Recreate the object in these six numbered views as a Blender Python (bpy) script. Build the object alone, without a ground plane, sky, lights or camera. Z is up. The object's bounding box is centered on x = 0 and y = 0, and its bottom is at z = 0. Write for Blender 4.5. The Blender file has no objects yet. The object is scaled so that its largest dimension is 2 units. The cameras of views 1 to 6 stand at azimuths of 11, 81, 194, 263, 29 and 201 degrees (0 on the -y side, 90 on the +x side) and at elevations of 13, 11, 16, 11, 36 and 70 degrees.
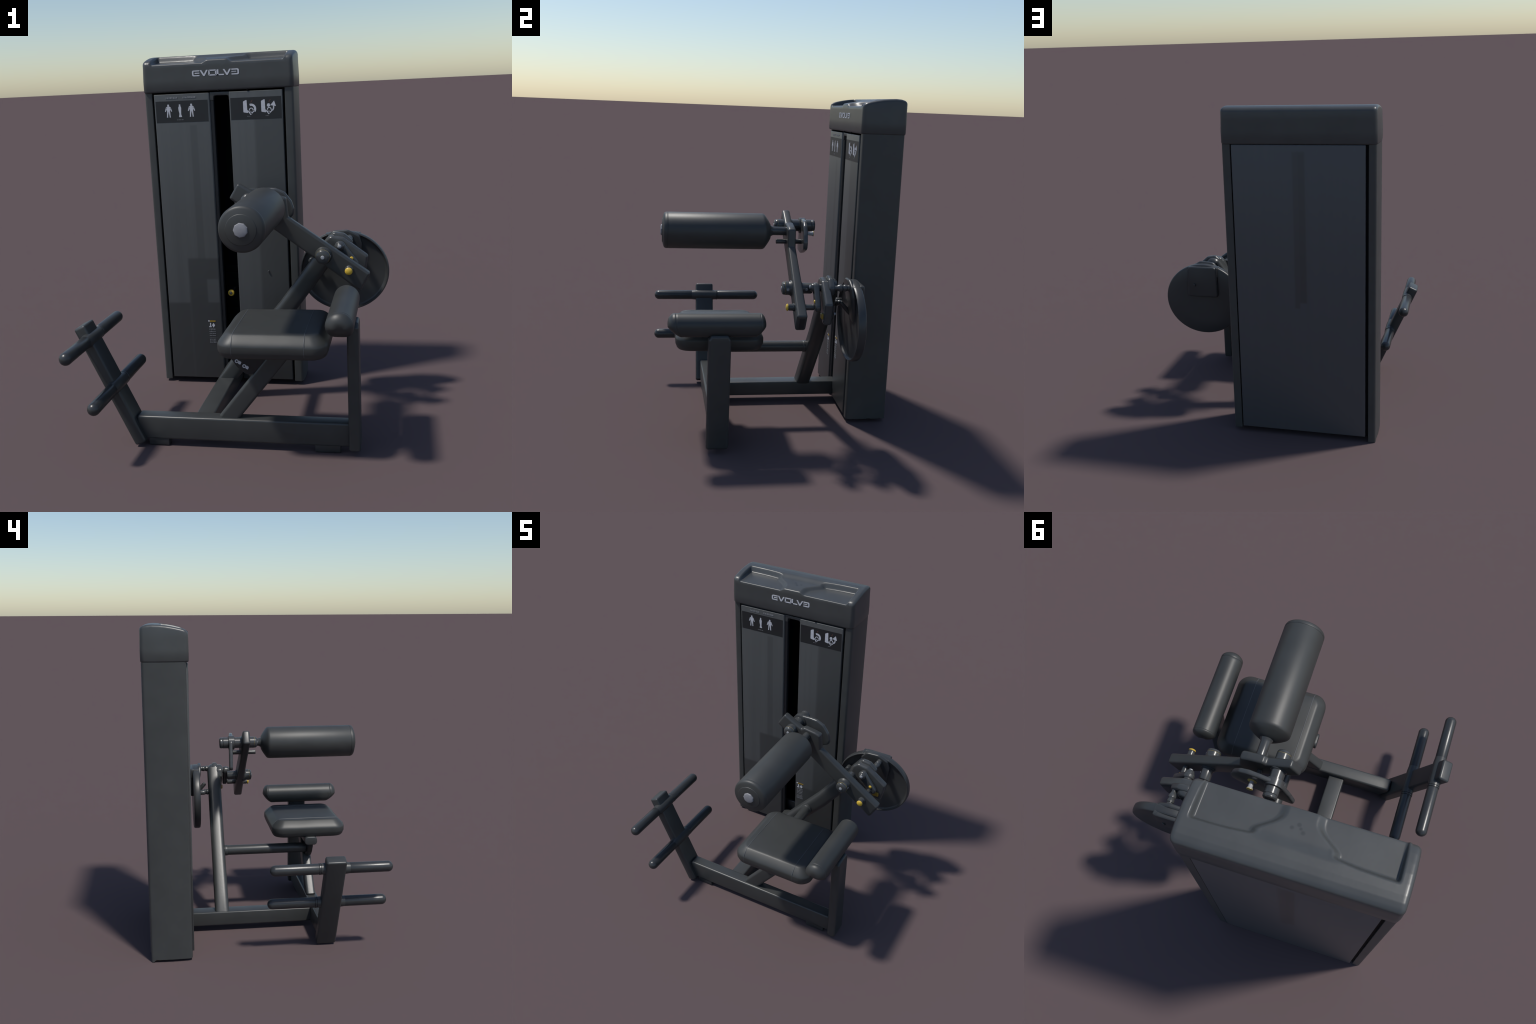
import bpy, bmesh, math, random
from mathutils import Vector, Matrix, noise

random.seed(7)
COL = bpy.context.scene.collection

# ------------------------------------------------------------------ materials
def new_mat(name):
    m = bpy.data.materials.new(name)
    m.use_nodes = True
    nt = m.node_tree
    return m, nt, nt.nodes['Principled BSDF']

def coated(name, col, rough=0.42, vary=0.12, scale=9.0, metallic=0.0, bump=0.02, bscale=60.0, spec=0.5, coat=0.0):
    """painted / moulded surface: base colour, faint blotches, fine grain bump"""
    m, nt, b = new_mat(name)
    N, L = nt.nodes, nt.links
    tc = N.new('ShaderNodeTexCoord')
    n1 = N.new('ShaderNodeTexNoise'); n1.inputs['Scale'].default_value = scale; n1.inputs['Detail'].default_value = 4
    L.new(tc.outputs['Object'], n1.inputs['Vector'])
    cr = N.new('ShaderNodeValToRGB')
    lo = [c * (1 - vary) for c in col]; hi = [c * (1 + vary) for c in col]
    cr.color_ramp.elements[0].position = 0.3; cr.color_ramp.elements[0].color = (*lo, 1)
    cr.color_ramp.elements[1].position = 0.7; cr.color_ramp.elements[1].color = (*hi, 1)
    L.new(n1.outputs['Fac'], cr.inputs['Fac'])
    L.new(cr.outputs['Color'], b.inputs['Base Color'])
    b.inputs['Roughness'].default_value = rough
    b.inputs['Metallic'].default_value = metallic
    b.inputs['Specular IOR Level'].default_value = spec
    b.inputs['Coat Weight'].default_value = coat
    b.inputs['Coat Roughness'].default_value = 0.25
    if bump > 0:
        n2 = N.new('ShaderNodeTexNoise'); n2.inputs['Scale'].default_value = bscale; n2.inputs['Detail'].default_value = 3
        L.new(tc.outputs['Object'], n2.inputs['Vector'])
        bp = N.new('ShaderNodeBump'); bp.inputs['Strength'].default_value = bump; bp.inputs['Distance'].default_value = 0.01
        L.new(n2.outputs['Fac'], bp.inputs['Height'])
        L.new(bp.outputs['Normal'], b.inputs['Normal'])
    return m

def add_spots(m, spots, dark):
    """small round printed marks at Object-space points (x, y, z, radius)"""
    nt = m.node_tree; N, L = nt.nodes, nt.links
    b = N['Principled BSDF']
    cur = b.inputs['Base Color'].links[0].from_socket
    tc = N.new('ShaderNodeTexCoord')
    for (x, y, z, r) in spots:
        vd = N.new('ShaderNodeVectorMath'); vd.operation = 'DISTANCE'
        L.new(tc.outputs['Object'], vd.inputs[0]); vd.inputs[1].default_value = (x, y, z)
        mr = N.new('ShaderNodeMapRange'); mr.interpolation_type = 'SMOOTHSTEP'
        mr.inputs['From Min'].default_value = r; mr.inputs['From Max'].default_value = r * 0.4
        mr.inputs['To Max'].default_value = 0.7
        L.new(vd.outputs['Value'], mr.inputs['Value'])
        mx = N.new('ShaderNodeMix'); mx.data_type = 'RGBA'
        L.new(mr.outputs['Result'], mx.inputs['Factor']); L.new(cur, mx.inputs['A'])
        mx.inputs['B'].default_value = (*dark, 1)
        cur = mx.outputs['Result']
    L.new(cur, b.inputs['Base Color'])

def box_mask(nt, coord, x0, x1, z0, z1, soft=0.006):
    """1 inside the rectangle x0..x1, z0..z1 of Object space, soft border"""
    N, L = nt.nodes, nt.links
    def step(sock, a, b):
        mr = N.new('ShaderNodeMapRange'); mr.interpolation_type = 'SMOOTHSTEP'
        mr.inputs['From Min'].default_value = a; mr.inputs['From Max'].default_value = b
        L.new(sock, mr.inputs['Value']); return mr.outputs['Result']
    def mul(a, b):
        mm = N.new('ShaderNodeMath'); mm.operation = 'MULTIPLY'
        L.new(a, mm.inputs[0]); L.new(b, mm.inputs[1]); return mm.outputs[0]
    sx = mul(step(coord['X'], x0 - soft, x0 + soft), step(coord['X'], x1 + soft, x1 - soft))
    sz = mul(step(coord['Z'], z0 - soft, z0 + soft), step(coord['Z'], z1 + soft, z1 - soft))
    return mul(sx, sz)

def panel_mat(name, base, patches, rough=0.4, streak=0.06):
    """sheet panel: base colour plus baked-in reflections painted as rectangular patches and faint vertical streaks"""
    m, nt, b = new_mat(name)
    N, L = nt.nodes, nt.links
    tc = N.new('ShaderNodeTexCoord')
    sp = N.new('ShaderNodeSeparateXYZ'); L.new(tc.outputs['Object'], sp.inputs[0])
    mp = N.new('ShaderNodeMapping'); mp.inputs['Scale'].default_value = (30, 30, 0.7)
    L.new(tc.outputs['Object'], mp.inputs['Vector'])
    ns = N.new('ShaderNodeTexNoise'); ns.inputs['Scale'].default_value = 1.0; ns.inputs['Detail'].default_value = 3
    L.new(mp.outputs[0], ns.inputs['Vector'])
    cr = N.new('ShaderNodeValToRGB')
    cr.color_ramp.elements[0].position = 0.3; cr.color_ramp.elements[0].color = (*[c * (1 - streak) for c in base], 1)
    cr.color_ramp.elements[1].position = 0.7; cr.color_ramp.elements[1].color = (*[c * (1 + streak) for c in base], 1)
    L.new(ns.outputs['Fac'], cr.inputs['Fac'])
    cur = cr.outputs['Color']
    for (x0, x1, z0, z1, soft, col, amt) in patches:
        mk = box_mask(nt, sp.outputs, x0, x1, z0, z1, soft)
        mm = N.new('ShaderNodeMath'); mm.operation = 'MULTIPLY'; mm.inputs[1].default_value = amt
        L.new(mk, mm.inputs[0])
        mx = N.new('ShaderNodeMix'); mx.data_type = 'RGBA'
        L.new(mm.outputs[0], mx.inputs['Factor']); L.new(cur, mx.inputs['A'])
        mx.inputs['B'].default_value = (*col, 1)
        cur = mx.outputs['Result']
    L.new(cur, b.inputs['Base Color'])
    b.inputs['Roughness'].default_value = rough
    return m

FRAME = (0.040, 0.0425, 0.0425)
M_FRAME = coated('frame_powder_coat', FRAME, 0.38, 0.08)
M_COLUMN = coated('column_powder_coat', (0.049, 0.052, 0.0515), 0.42, 0.08)
M_CAP = coated('cap_moulded_plastic', (0.056, 0.059, 0.059), 0.36, 0.07)
add_spots(M_CAP, [(-0.149, 0.542, 1.973, 0.012), (-0.172, 0.524, 1.973, 0.012), (-0.182, 0.538, 1.973, 0.010), (-0.194, 0.551, 1.974, 0.013)], (0.030, 0.033, 0.034))
M_VINYL = coated('black_vinyl', (0.036, 0.0375, 0.036), 0.47, 0.08, bump=0.015, bscale=140)
M_SEAM = coated('seam_thread', (0.075, 0.08, 0.085), 0.5, 0.1)
M_FOAM = coated('roller_foam', (0.039, 0.0405, 0.039), 0.48, 0.07, bump=0.02, bscale=180)
M_RUBBER = coated('grip_rubber', (0.032, 0.034, 0.035), 0.32, 0.10)
M_MECH = coated('mechanism_steel', (0.052, 0.055, 0.056), 0.27, 0.12, scale=20)
M_DISC = coated('disc_coat', (0.038, 0.040, 0.041), 0.38, 0.08)
M_SILVER = coated('bare_aluminium', (0.25, 0.25, 0.265), 0.5, 0.10, scale=30, bump=0.08)
M_STEEL = coated('bright_bolt', (0.34, 0.35, 0.37), 0.40, 0.1, scale=40)
M_YELLOW = coated('yellow_plastic', (0.62, 0.41, 0.045), 0.40, 0.08, scale=40)
M_OCHRE = coated('ochre_plastic', (0.30, 0.19, 0.02), 0.45, 0.08, scale=40)
M_BRASS = coated('brass_ring', (0.45, 0.34, 0.09), 0.40, 0.15, scale=60)
M_WHITE = coated('printed_white', (0.52, 0.53, 0.57), 0.5, 0.10, scale=50, bump=0)
M_GREYINK = coated('printed_grey', (0.15, 0.155, 0.165), 0.5, 0.25, scale=160, bump=0)
M_FAINT = coated('printed_faint', (0.20, 0.205, 0.215), 0.5, 0.2, scale=160, bump=0)
M_RED = coated('printed_red', (0.12, 0.05, 0.04), 0.5, 0.1, bump=0)
M_DECAL = coated('decal_black', (0.014, 0.0155, 0.017), 0.45, 0.06, bump=0)
M_VOID = coated('interior_black', (0.004, 0.004, 0.005), 0.7, 0.1, bump=0, spec=0.1)  # near-black that puts the dark of hollows into the colour
M_LIP = coated('slot_lip_black', (0.016, 0.018, 0.021), 0.4, 0.1, bump=0)
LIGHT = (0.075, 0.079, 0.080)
BAKED_DARK = (0.044, 0.0465, 0.047)  # darker tone of the reflections painted on the front panels
M_PANEL_L = panel_mat('front_panel_paint_left', LIGHT, [  # rectangles below are baked reflections held in the colour
    (-0.42, -0.20, 0.00, 0.80, 0.010, BAKED_DARK, 0.9),
    (-0.70, -0.42, 0.00, 0.52, 0.010, BAKED_DARK, 0.9),
    (-0.355, -0.31, 0.78, 1.60, 0.006, BAKED_DARK, 0.45),
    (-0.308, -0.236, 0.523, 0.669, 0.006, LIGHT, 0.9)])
M_PANEL_R = panel_mat('front_panel_paint_right', LIGHT, [  # darker right half and foot: reflections painted into the colour
    (0.03, 0.30, 0.00, 1.70, 0.012, BAKED_DARK, 0.75),
    (-0.20, 0.30, 0.00, 0.42, 0.012, BAKED_DARK, 0.9)])
M_PANEL_B = panel_mat('back_panel_paint', (0.074, 0.076, 0.082), [  # brownish strip is a baked reflection copied into the colour
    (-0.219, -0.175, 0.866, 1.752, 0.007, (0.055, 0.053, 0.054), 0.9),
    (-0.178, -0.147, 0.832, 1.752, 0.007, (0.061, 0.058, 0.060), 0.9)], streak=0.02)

# ------------------------------------------------------------------ mesh helpers
def finish(bm, name, mat, parent=None, angle=38, kind=None):
    bmesh.ops.recalc_face_normals(bm, faces=bm.faces)
    lim = math.radians(angle)
    for f in bm.faces: f.smooth = True
    for e in bm.edges:
        if len(e.link_faces) == 2 and e.calc_face_angle(0) > lim: e.smooth = False
    me = bpy.data.meshes.new(name)
    bm.to_mesh(me); bm.free()
    ob = bpy.data.objects.new(name, me)
    COL.objects.link(ob)
    for m in (mat if isinstance(mat, (list, tuple)) else [mat]): me.materials.append(m)
    if parent is not None: ob.parent = parent
    if kind: ob['kind'] = kind
    return ob

def bevel_sharp(bm, r, seg=3, ang=30):
    es = [e for e in bm.edges if len(e.link_faces) == 2 and e.calc_face_angle(0) > math.radians(ang)]
    if r > 0 and es:
        bmesh.ops.bevel(bm, geom=es, offset=r, segments=seg, profile=0.5, affect='EDGES', clamp_overlap=True)

def bm_box(lo, hi, r=0.0, seg=3):
    bm = bmesh.new()
    bmesh.ops.create_cube(bm, size=1)
    lo, hi = Vector(lo), Vector(hi)
    for v in bm.verts:
        v.co = Vector((lo[i] + (v.co[i] + 0.5) * (hi[i] - lo[i]) for i in range(3)))
    bevel_sharp(bm, r, seg)
    return bm

def box(name, lo, hi, mat, parent, r=0.006, seg=3, **k):
    return finish(bm_box(lo, hi, r, seg), name, mat, parent, **k)

def round_poly(pts, r, n=5):
    """round the corners of a 2D polygon; r is one radius or one per corner"""
    out = []
    k = len(pts)
    for i in range(k):
        p = Vector(pts[i]); a = Vector(pts[i - 1]); b = Vector(pts[(i + 1) % k])
        ri = r[i] if isinstance(r, (list, tuple)) else r
        da, db = (a - p), (b - p)
        la, lb = da.length, db.length
        if ri <= 0 or la < 1e-6 or lb < 1e-6:
            out.append(tuple(p)); continue
        da.normalize(); db.normalize()
        ang = da.angle(db)
        if ang > math.pi - 0.05:
            out.append(tuple(p)); continue
        t = min(ri / math.tan(ang / 2), 0.48 * la, 0.48 * lb)
        p0, p2 = p + da * t, p + db * t
        for j in range(n + 1):
            s = j / n
            out.append(tuple((1 - s) ** 2 * p0 + 2 * s * (1 - s) * p + s * s * p2))
    return out

def offset_poly(pts, ins):
    """move every edge of a polygon inwards by ins (mitred)"""
    k = len(pts)
    area = sum(pts[i][0] * pts[(i + 1) % k][1] - pts[(i + 1) % k][0] * pts[i][1] for i in range(k))
    sg = 1 if area > 0 else -1
    out = []
    for i in range(k):
        p = Vector(pts[i]); a = Vector(pts[i - 1]); b = Vector(pts[(i + 1) % k])
        u = (p - a).normalized(); v = (b - p).normalized()
        nu = Vector((-u.y, u.x)) * sg; nv = Vector((-v.y, v.x)) * sg
        m = nu + nv
        m = m / max(0.25, m.length_squared / 2)
        out.append(tuple(p + m * ins))
    return out

def bm_prism(pts, axis, a, b, r=0.0, seg=3, rad=0.0, n=4):
    """polygon (corner radii rad) extruded along axis, both rims rounded by r;
    pts are (x,z) for 'y', (x,y) for 'z', (y,z) for 'x'"""
    bm = bmesh.new()
    def co(p, t):
        return {'y': (p[0], t, p[1]), 'z': (p[0], p[1], t), 'x': (t, p[0], p[1])}[axis]
    rl = list(rad) if isinstance(rad, (list, tuple)) else [rad] * len(pts)
    if r > 0: rl = [max(q, r * 1.02) if q > 0 or r > 0 else 0 for q in rl]
    def outline(ins):
        base = offset_poly(pts, ins) if ins > 1e-9 else pts
        return round_poly(base, [max(q - ins, 0.0004) if q > 0 else 0 for q in rl], n)
    levels = []
    if r > 0:
        for k in range(seg + 1):
            t = math.pi / 2 * k / seg
            levels.append((a + r * (1 - math.sin(t)), r * (1 - math.cos(t))))
        levels = levels[::-1]
        levels += [(a + b - t, i) for t, i in levels[::-1]]
    else:
        levels = [(a, 0.0), (b, 0.0)]
    rings = [[bm.verts.new(co(p, t)) for p in outline(i)] for t, i in levels]
    m = len(rings[0])
    for A, B in zip(rings, rings[1:]):
        for i in range(m): bm.faces.new((A[i], A[(i + 1) % m], B[(i + 1) % m], B[i]))
    bm.faces.new(rings[0]); bm.faces.new(rings[-1][::-1])
    bmesh.ops.recalc_face_normals(bm, faces=bm.faces)
    return bm

def prism(name, pts, axis, a, b, mat, parent, r=0.0, seg=3, rot=None, rad=0.0, n=4, **k):
    bm = bm_prism(pts, axis, a, b, r, seg, rad, n)
    if rot: bmesh.ops.transform(bm, matrix=rot, verts=bm.verts)
    return finish(bm, name, mat, parent, **k)

def bm_lathe(origin, direction, prof, n=40):
    """profile [(t, radius)...] turned round origin + t*direction"""
    bm = bmesh.new()
    d = Vector(direction).normalized()
    q = d.to_track_quat('Z', 'Y')
    o = Vector(origin)
    rings = []
    for (t, r) in prof:
        if r < 1e-5:
            rings.append([bm.verts.new(o + q @ Vector((0, 0, t)))])
        else:
            rings.append([bm.verts.new(o + q @ Vector((r * math.cos(2 * math.pi * i / n), r * math.sin(2 * math.pi * i / n), t))) for i in range(n)])
    for A, B in zip(rings, rings[1:]):
        for i in range(n):
            j = (i + 1) % n
            if len(A) == 1 and len(B) > 1: bm.faces.new((A[0], B[j], B[i]))
            elif len(B) == 1 and len(A) > 1: bm.faces.new((A[i], A[j], B[0]))
            elif len(A) > 1: bm.faces.new((A[i], A[j], B[j], B[i]))
    if len(rings[0]) > 1: bm.faces.new(rings[0][::-1])
    if len(rings[-1]) > 1: bm.faces.new(rings[-1])
    return bm

def lathe(name, origin, direction, prof, mat, parent, n=40, **k):
    return finish(bm_lathe(origin, direction, prof, n), name, mat, parent, **k)

def rod_prof(t0, t1, r, c=0.004, n=4):
    p = [(t0, 0)]
    for i in range(n + 1):
        a = math.pi / 2 * i / n
        p.append((t0 + c - c * math.cos(a), r - c + c * math.sin(a)))
    for i in range(n + 1):
        a = math.pi / 2 * i / n
        p.append((t1 - c + c * math.sin(a), r - c + c * math.cos(a)))
    p.append((t1, 0))
    return p

def rod_y(name, x, z, y0, y1, r, mat, parent, c=0.004, n=32, **k):
    return lathe(name, (x, 0, z), (0, 1, 0), rod_prof(y0, y1, r, c), mat, parent, n, **k)

def sweep_xz(name, path, width, y0, y1, mat, parent, corner=0.02, flat_ends=True, endr=0.0, nc=6):
    """rectangular tube with rounded corners following (x,z) points; width lies in the xz plane"""
    bm = bmesh.new()
    hy = (y1 - y0) / 2; cy = (y0 + y1) / 2
    sec = round_poly([(-width / 2, -hy), (width / 2, -hy), (width / 2, hy), (-width / 2, hy)], corner, nc)
    P = [Vector(p) for p in path]
    rings = []
    for i, p in enumerate(P):
        if i == 0: t = P[1] - P[0]
        elif i == len(P) - 1: t = P[-1] - P[-2]
        else: t = (P[i + 1] - P[i]).normalized() + (P[i] - P[i - 1]).normalized()
        t.normalize(); nrm = Vector((t.y, -t.x))
        rings.append([bm.verts.new((p.x + nrm.x * s[0], cy + s[1], p.y + nrm.y * s[0])) for s in sec])
    n = len(sec)
    for A, B in zip(rings, rings[1:]):
        for i in range(n): bm.faces.new((A[i], A[(i + 1) % n], B[(i + 1) % n], B[i]))
    f0 = bm.faces.new(rings[0][::-1]); f1 = bm.faces.new(rings[-1])
    bmesh.ops.recalc_face_normals(bm, faces=bm.faces)
    if endr > 0:
        bmesh.ops.bevel(bm, geom=list(f0.edges) + list(f1.edges), offset=endr, segments=3, profile=0.5, affect='EDGES', clamp_overlap=True)
    return finish(bm, name, mat, parent)

def join_bm(dst, src):
    """append src bmesh into dst"""
    me = bpy.data.meshes.new('tmp'); src.to_mesh(me); src.free()
    dst.from_mesh(me); bpy.data.meshes.remove(me)

def smooth01(a, b, x):
    t = max(0.0, min(1.0, (x - a) / (b - a))); return t * t * (3 - 2 * t)

def interp(tab, x):
    if x <= tab[0][0]: return tab[0][1]
    for (a, u), (b, v) in zip(tab, tab[1:]):
        if x <= b: return u + (v - u) * (x - a) / (b - a)
    return tab[-1][1]

# ------------------------------------------------------------------ thing
root = bpy.data.objects.new('gym_weight_machine', None)
root.empty_display_size = 0.2
COL.objects.link(root)
root['label'] = 'dark grey gym weight machine with tower, padded seat and rollers'
root['category'] = 'gym machine'

# ================================================================== TOWER
X0, X1, Y0, Y1, ZC = -0.617, 0.259, 0.464, 0.722, 1.792
BULGE = 0.009
def bulge(y):
    t = max(0.0, min(1.0, (y - Y0) / (Y1 - Y0))); return BULGE * math.sin(math.pi * t) ** 0.7
YF = 0.462                       # front panel surface
def column(xa, xb, outer_left):
    """side column: solid upright with rounded outer corners and a ragged lower edge"""
    r = 0.014
    rad = [r, 0.004, 0.004, r] if outer_left else [0.004, r, r, 0.004]
    yf = 0.474 if outer_left else 0.467
    sec = round_poly([(xa, yf), (xb, yf), (xb, Y1), (xa, Y1)], rad, 6)
    # subdivide the long sides so that the lower edge can wander
    fine = []
    for p, q in zip(sec, sec[1:] + sec[:1]):
        d = math.hypot(q[0] - p[0], q[1] - p[1]); m = max(1, int(d / 0.012))
        for j in range(m): fine.append((p[0] + (q[0] - p[0]) * j / m, p[1] + (q[1] - p[1]) * j / m))
    bm = bm_prism(fine, 'z', 0.0, ZC)
    for v in bm.verts:
        if (v.co.x < xa + 0.02) if outer_left else (v.co.x > xb - 0.02):
            v.co.x += bulge(v.co.y) * (-1 if outer_left else 1)
        if v.co.z < 0.01:
            v.co.z = 0.012 + 0.012 * abs(noise.noise(Vector((v.co.x * 40, v.co.y * 55, 3.1)))) + (0.008 if not outer_left else 0)
            if v.co.y > 0.70 and outer_left: v.co.z = 0.0
    return finish(bm, 'side_column', M_COLUMN, root)
col_l = column(X0, -0.575, True)
col_r = column(0.211, X1, False)

shell = box('interior_blackout_sheet', (-0.582, 0.690, 0.05), (0.218, 0.712, 1.80), M_VOID, root, r=0.0)  # black sheet added inside so the hollow tower reads dark
for xa, xb in ((-0.582, -0.552), (0.190, 0.218)):
    box('gap_blackout_block', (xa, 0.495, 0.05), (xb, 0.695, 1.80), M_VOID, shell, r=0.0)  # black blocks added behind the column gaps to keep them dark

box('light_stop_floor', (-0.582, 0.490, 0.030), (0.218, 0.704, 0.048), M_VOID, shell, r=0.0)  # added plate, stops sunlit ground showing through the open bottom

# front panels: section in (x,y) with a rolled inner edge, tops bent back under the cap
def front_panel(sec, rad, z0, z1, mat):
    bm = bm_prism(round_poly(sec, rad, 6), 'z', z0, z1, r=0.0)
    for z in (z0, z1):
        es = [e for e in bm.edges if all(abs(v.co.z - z) < 1e-6 for v in e.verts) and all(v.co.y < YF + 0.02 for v in e.verts)]
        bmesh.ops.bevel(bm, geom=es, offset=0.010, segments=4, profile=0.5, affect='EDGES', clamp_overlap=True)
    return finish(bm, 'front_panel', mat, root)
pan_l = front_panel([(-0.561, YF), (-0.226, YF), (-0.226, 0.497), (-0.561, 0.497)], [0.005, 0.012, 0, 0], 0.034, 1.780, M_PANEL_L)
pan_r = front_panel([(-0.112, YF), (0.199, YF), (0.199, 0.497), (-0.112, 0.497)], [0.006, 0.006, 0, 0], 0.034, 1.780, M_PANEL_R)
# dark lip of the slot (left reveal) and the bridge over it
prism('slot_reveal', [(-0.2255, 0.470), (-0.207, 0.474), (-0.206, 0.497), (-0.2255, 0.497)], 'z', 0.036, 1.77, M_LIP, pan_l, rad=[0.002, 0.006, 0, 0], n=4)
box('slot_reveal', (-0.1135, 0.480, 0.036), (-0.1105, 0.600, 1.77), M_LIP, pan_r, r=0)
br = [(-0.2255, 1.782), (-0.2255, 1.735), (-0.205, 1.735), (-0.205, 1.762), (-0.116, 1.762), (-0.116, 1.735), (-0.1115, 1.735), (-0.1115, 1.782)]
prism('slot_bridge', br, 'y', 0.468, 0.50, M_COLUMN, root, r=0.003, rad=[0, 0, 0.003, 0.018, 0.018, 0.002, 0, 0], n=5)
box('slot_sill', (-0.226, 0.52, 0.10), (-0.11, 0.545, 0.205), M_LIP, root, r=0.008)
# back panel
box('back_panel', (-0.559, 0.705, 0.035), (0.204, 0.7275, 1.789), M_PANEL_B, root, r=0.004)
# guessed weight stack, unseen in the dark behind the slot
plate_mesh = None
for i in range(11):
    if plate_mesh is None:
        ob = box('guessed_weight_plate', (-0.235, 0.655, 0.0), (-0.095, 0.689, 0.044), M_VOID, shell, r=0.004)
        plate_mesh = ob.data
    else:
        ob = bpy.data.objects.new('guessed_weight_plate', plate_mesh); COL.objects.link(ob); ob.parent = shell
    ob.location = (0, 0, 0.21 + 0.046 * i)
rod_y('selector_pin', -0.171, 0.573, 0.510, 0.658, 0.007, M_MECH, root, c=0.003)
lathe('selector_knob', (-0.171, 0.036, 0.573), (0, -1, 0), [(-0.484, 0.0), (-0.484, 0.012), (-0.478, 0.0185), (-0.468, 0.0200), (-0.463, 0.017), (-0.461, 0.011), (-0.463, 0.010), (-0.463, 0.0)], M_YELLOW, root)
lathe('selector_button', (-0.171, 0.036, 0.573), (0, -1, 0), [(-0.470, 0.0), (-0.470, 0.0095), (-0.459, 0.0085), (-0.457, 0.006), (-0.457, 0)], M_MECH, root)
rod_y('panel_bolt', 0.077, 0.721, 0.453, 0.466, 0.0055, M_MECH, pan_r, c=0.002, n=16)

# ---- top cap: rounded hood with two sunk trays and a raised saddle between them
CX0, CX1, CY0, CY1 = -0.619, 0.261, 0.459, 0.7285
RIM = [(0.455, 1.960), (0.470, 1.967), (0.484, 1.973), (0.50, 1.978), (0.54, 1.987), (0.58, 1.994), (0.62, 1.998), (0.66, 2.000), (0.69, 1.998), (0.725, 1.989)]
FLOOR = [(0.455, 1.9475), (0.47, 1.949), (0.62, 1.964)]
def cap_height(x, y):
    rim = interp(RIM, y); fl = interp(FLOOR, y)
    isl = 1.9655 + 0.05 * (y - 0.47)
    w = smooth01(-0.37, -0.30, x) * (1 - smooth01(-0.05, 0.02, x)) * (1 - smooth01(0.575, 0.632, y)) * 0.55
    rim = rim - (rim - isl) * w if rim > isl else rim
    t = smooth01(0.47, 0.59, y)
    xl = -0.243 - 0.085 * t * t; xr = -0.107 + 0.085 * t * t
    yb = 0.618 - 0.032 * math.exp(-((x + 0.175) / 0.17) ** 2)
    tray_l = smooth01(-0.574, -0.562, x) * (1 - smooth01(xl - 0.022, xl + 0.016, x))
    tray_r = smooth01(xr - 0.016, xr + 0.022, x) * (1 - smooth01(0.205, 0.222, x))
    m = max(tray_l, tray_r) * (1 - smooth01(yb - 0.012, yb + 0.010, y))
    return rim - m * (rim - fl)
def build_cap():
    bm = bmesh.new()
    def spaced(a, b, n, e):
        out = [a + s for s in (0, 0.0015, 0.004, 0.008, 0.013, 0.019)]
        out += [a + 0.026 + (b - a - 0.052) * i / n for i in range(n + 1)]
        return out + [b - s for s in (0.019, 0.013, 0.008, 0.004, 0.0015, 0)]
    xs = spaced(CX0, CX1, 200, 0); ys = spaced(CY0, CY1, 64, 0)
    RC, RE = 0.022, 0.020
    def clampcorner(x, y):
        cx = min(max(x, CX0 + RC), CX1 - RC); cy = min(max(y, CY0 + RC), CY1 - RC)
        dx, dy = x - cx, y - cy
        if dx and dy:
            k = max(abs(dx), abs(dy)) / math.hypot(dx, dy)
            dx, dy = dx * k, dy * k
        return cx + dx, cy + dy, RC - math.hypot(dx, dy) if (abs(dx) > 0 or abs(dy) > 0) else RC
    grid = []
    for x in xs:
        row = []
        for y in ys:
            px, py, _ = clampcorner(x, y)
            cx = min(max(px, CX0 + RC), CX1 - RC); cy = min(max(py, CY0 + RC), CY1 - RC)
            d = RC - math.hypot(px - cx, py - cy)
            h = cap_height(px, py)
            re = RE if py > 0.55 or px > CX1 - 0.04 else (RE if px < CX0 + 0.04 else 0.006)
            if d < re:
                u = 1 - d / re
                h -= re * 0.9 * (1 - math.sqrt(max(0, 1 - u * u)))
            k = abs(px - (CX0 + CX1) / 2) / ((CX1 - CX0) / 2)
            row.append(bm.verts.new((px + math.copysign(0.3 * bulge(py) * k ** 6, px - (CX0 + CX1) / 2), py, h)))
        grid.append(row)
    nx, ny = len(xs), len(ys)
    for i in range(nx - 1):
        for j in range(ny - 1):
            bm.faces.new((grid[i][j], grid[i + 1][j], grid[i + 1][j + 1], grid[i][j + 1]))
    loop = [grid[i][0] for i in range(nx)] + [grid[nx - 1][j] for j in range(1, ny)] + \
           [grid[i][ny - 1] for i in range(nx - 2, -1, -1)] + [grid[0][j] for j in range(ny - 2, 0, -1)]
    prev = loop
    for (z, o) in ((1.93, 0.0), (1.86, -0.0015), (1.80, -0.001), (1.7935, 0.001), (1.7905, 0.005)):
        cur = []
        for v in loop:
            x, y = v.co.x, v.co.y
            mx, my = (CX0 + CX1) / 2, (CY0 + CY1) / 2
            sd = 1 if x > mx else -1
            ext = 0.7 * bulge(y) * smooth01(0.9, 1.0, abs(x - mx) / ((CX1 - CX0) / 2)) * smooth01(1.96, 1.87, z)
            cur.append(bm.verts.new((x - o * sd + ext * sd, y - o * (1 if y > my else -1), z)))
        n = len(loop)
        for i in range(n): bm.faces.new((prev[i], prev[(i + 1) % n], cur[(i + 1) % n], cur[i]))
        prev = cur
    bm.faces.new(prev)
    return finish(bm, 'top_cap', M_CAP, root, angle=60)
cap = build_cap()

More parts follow.
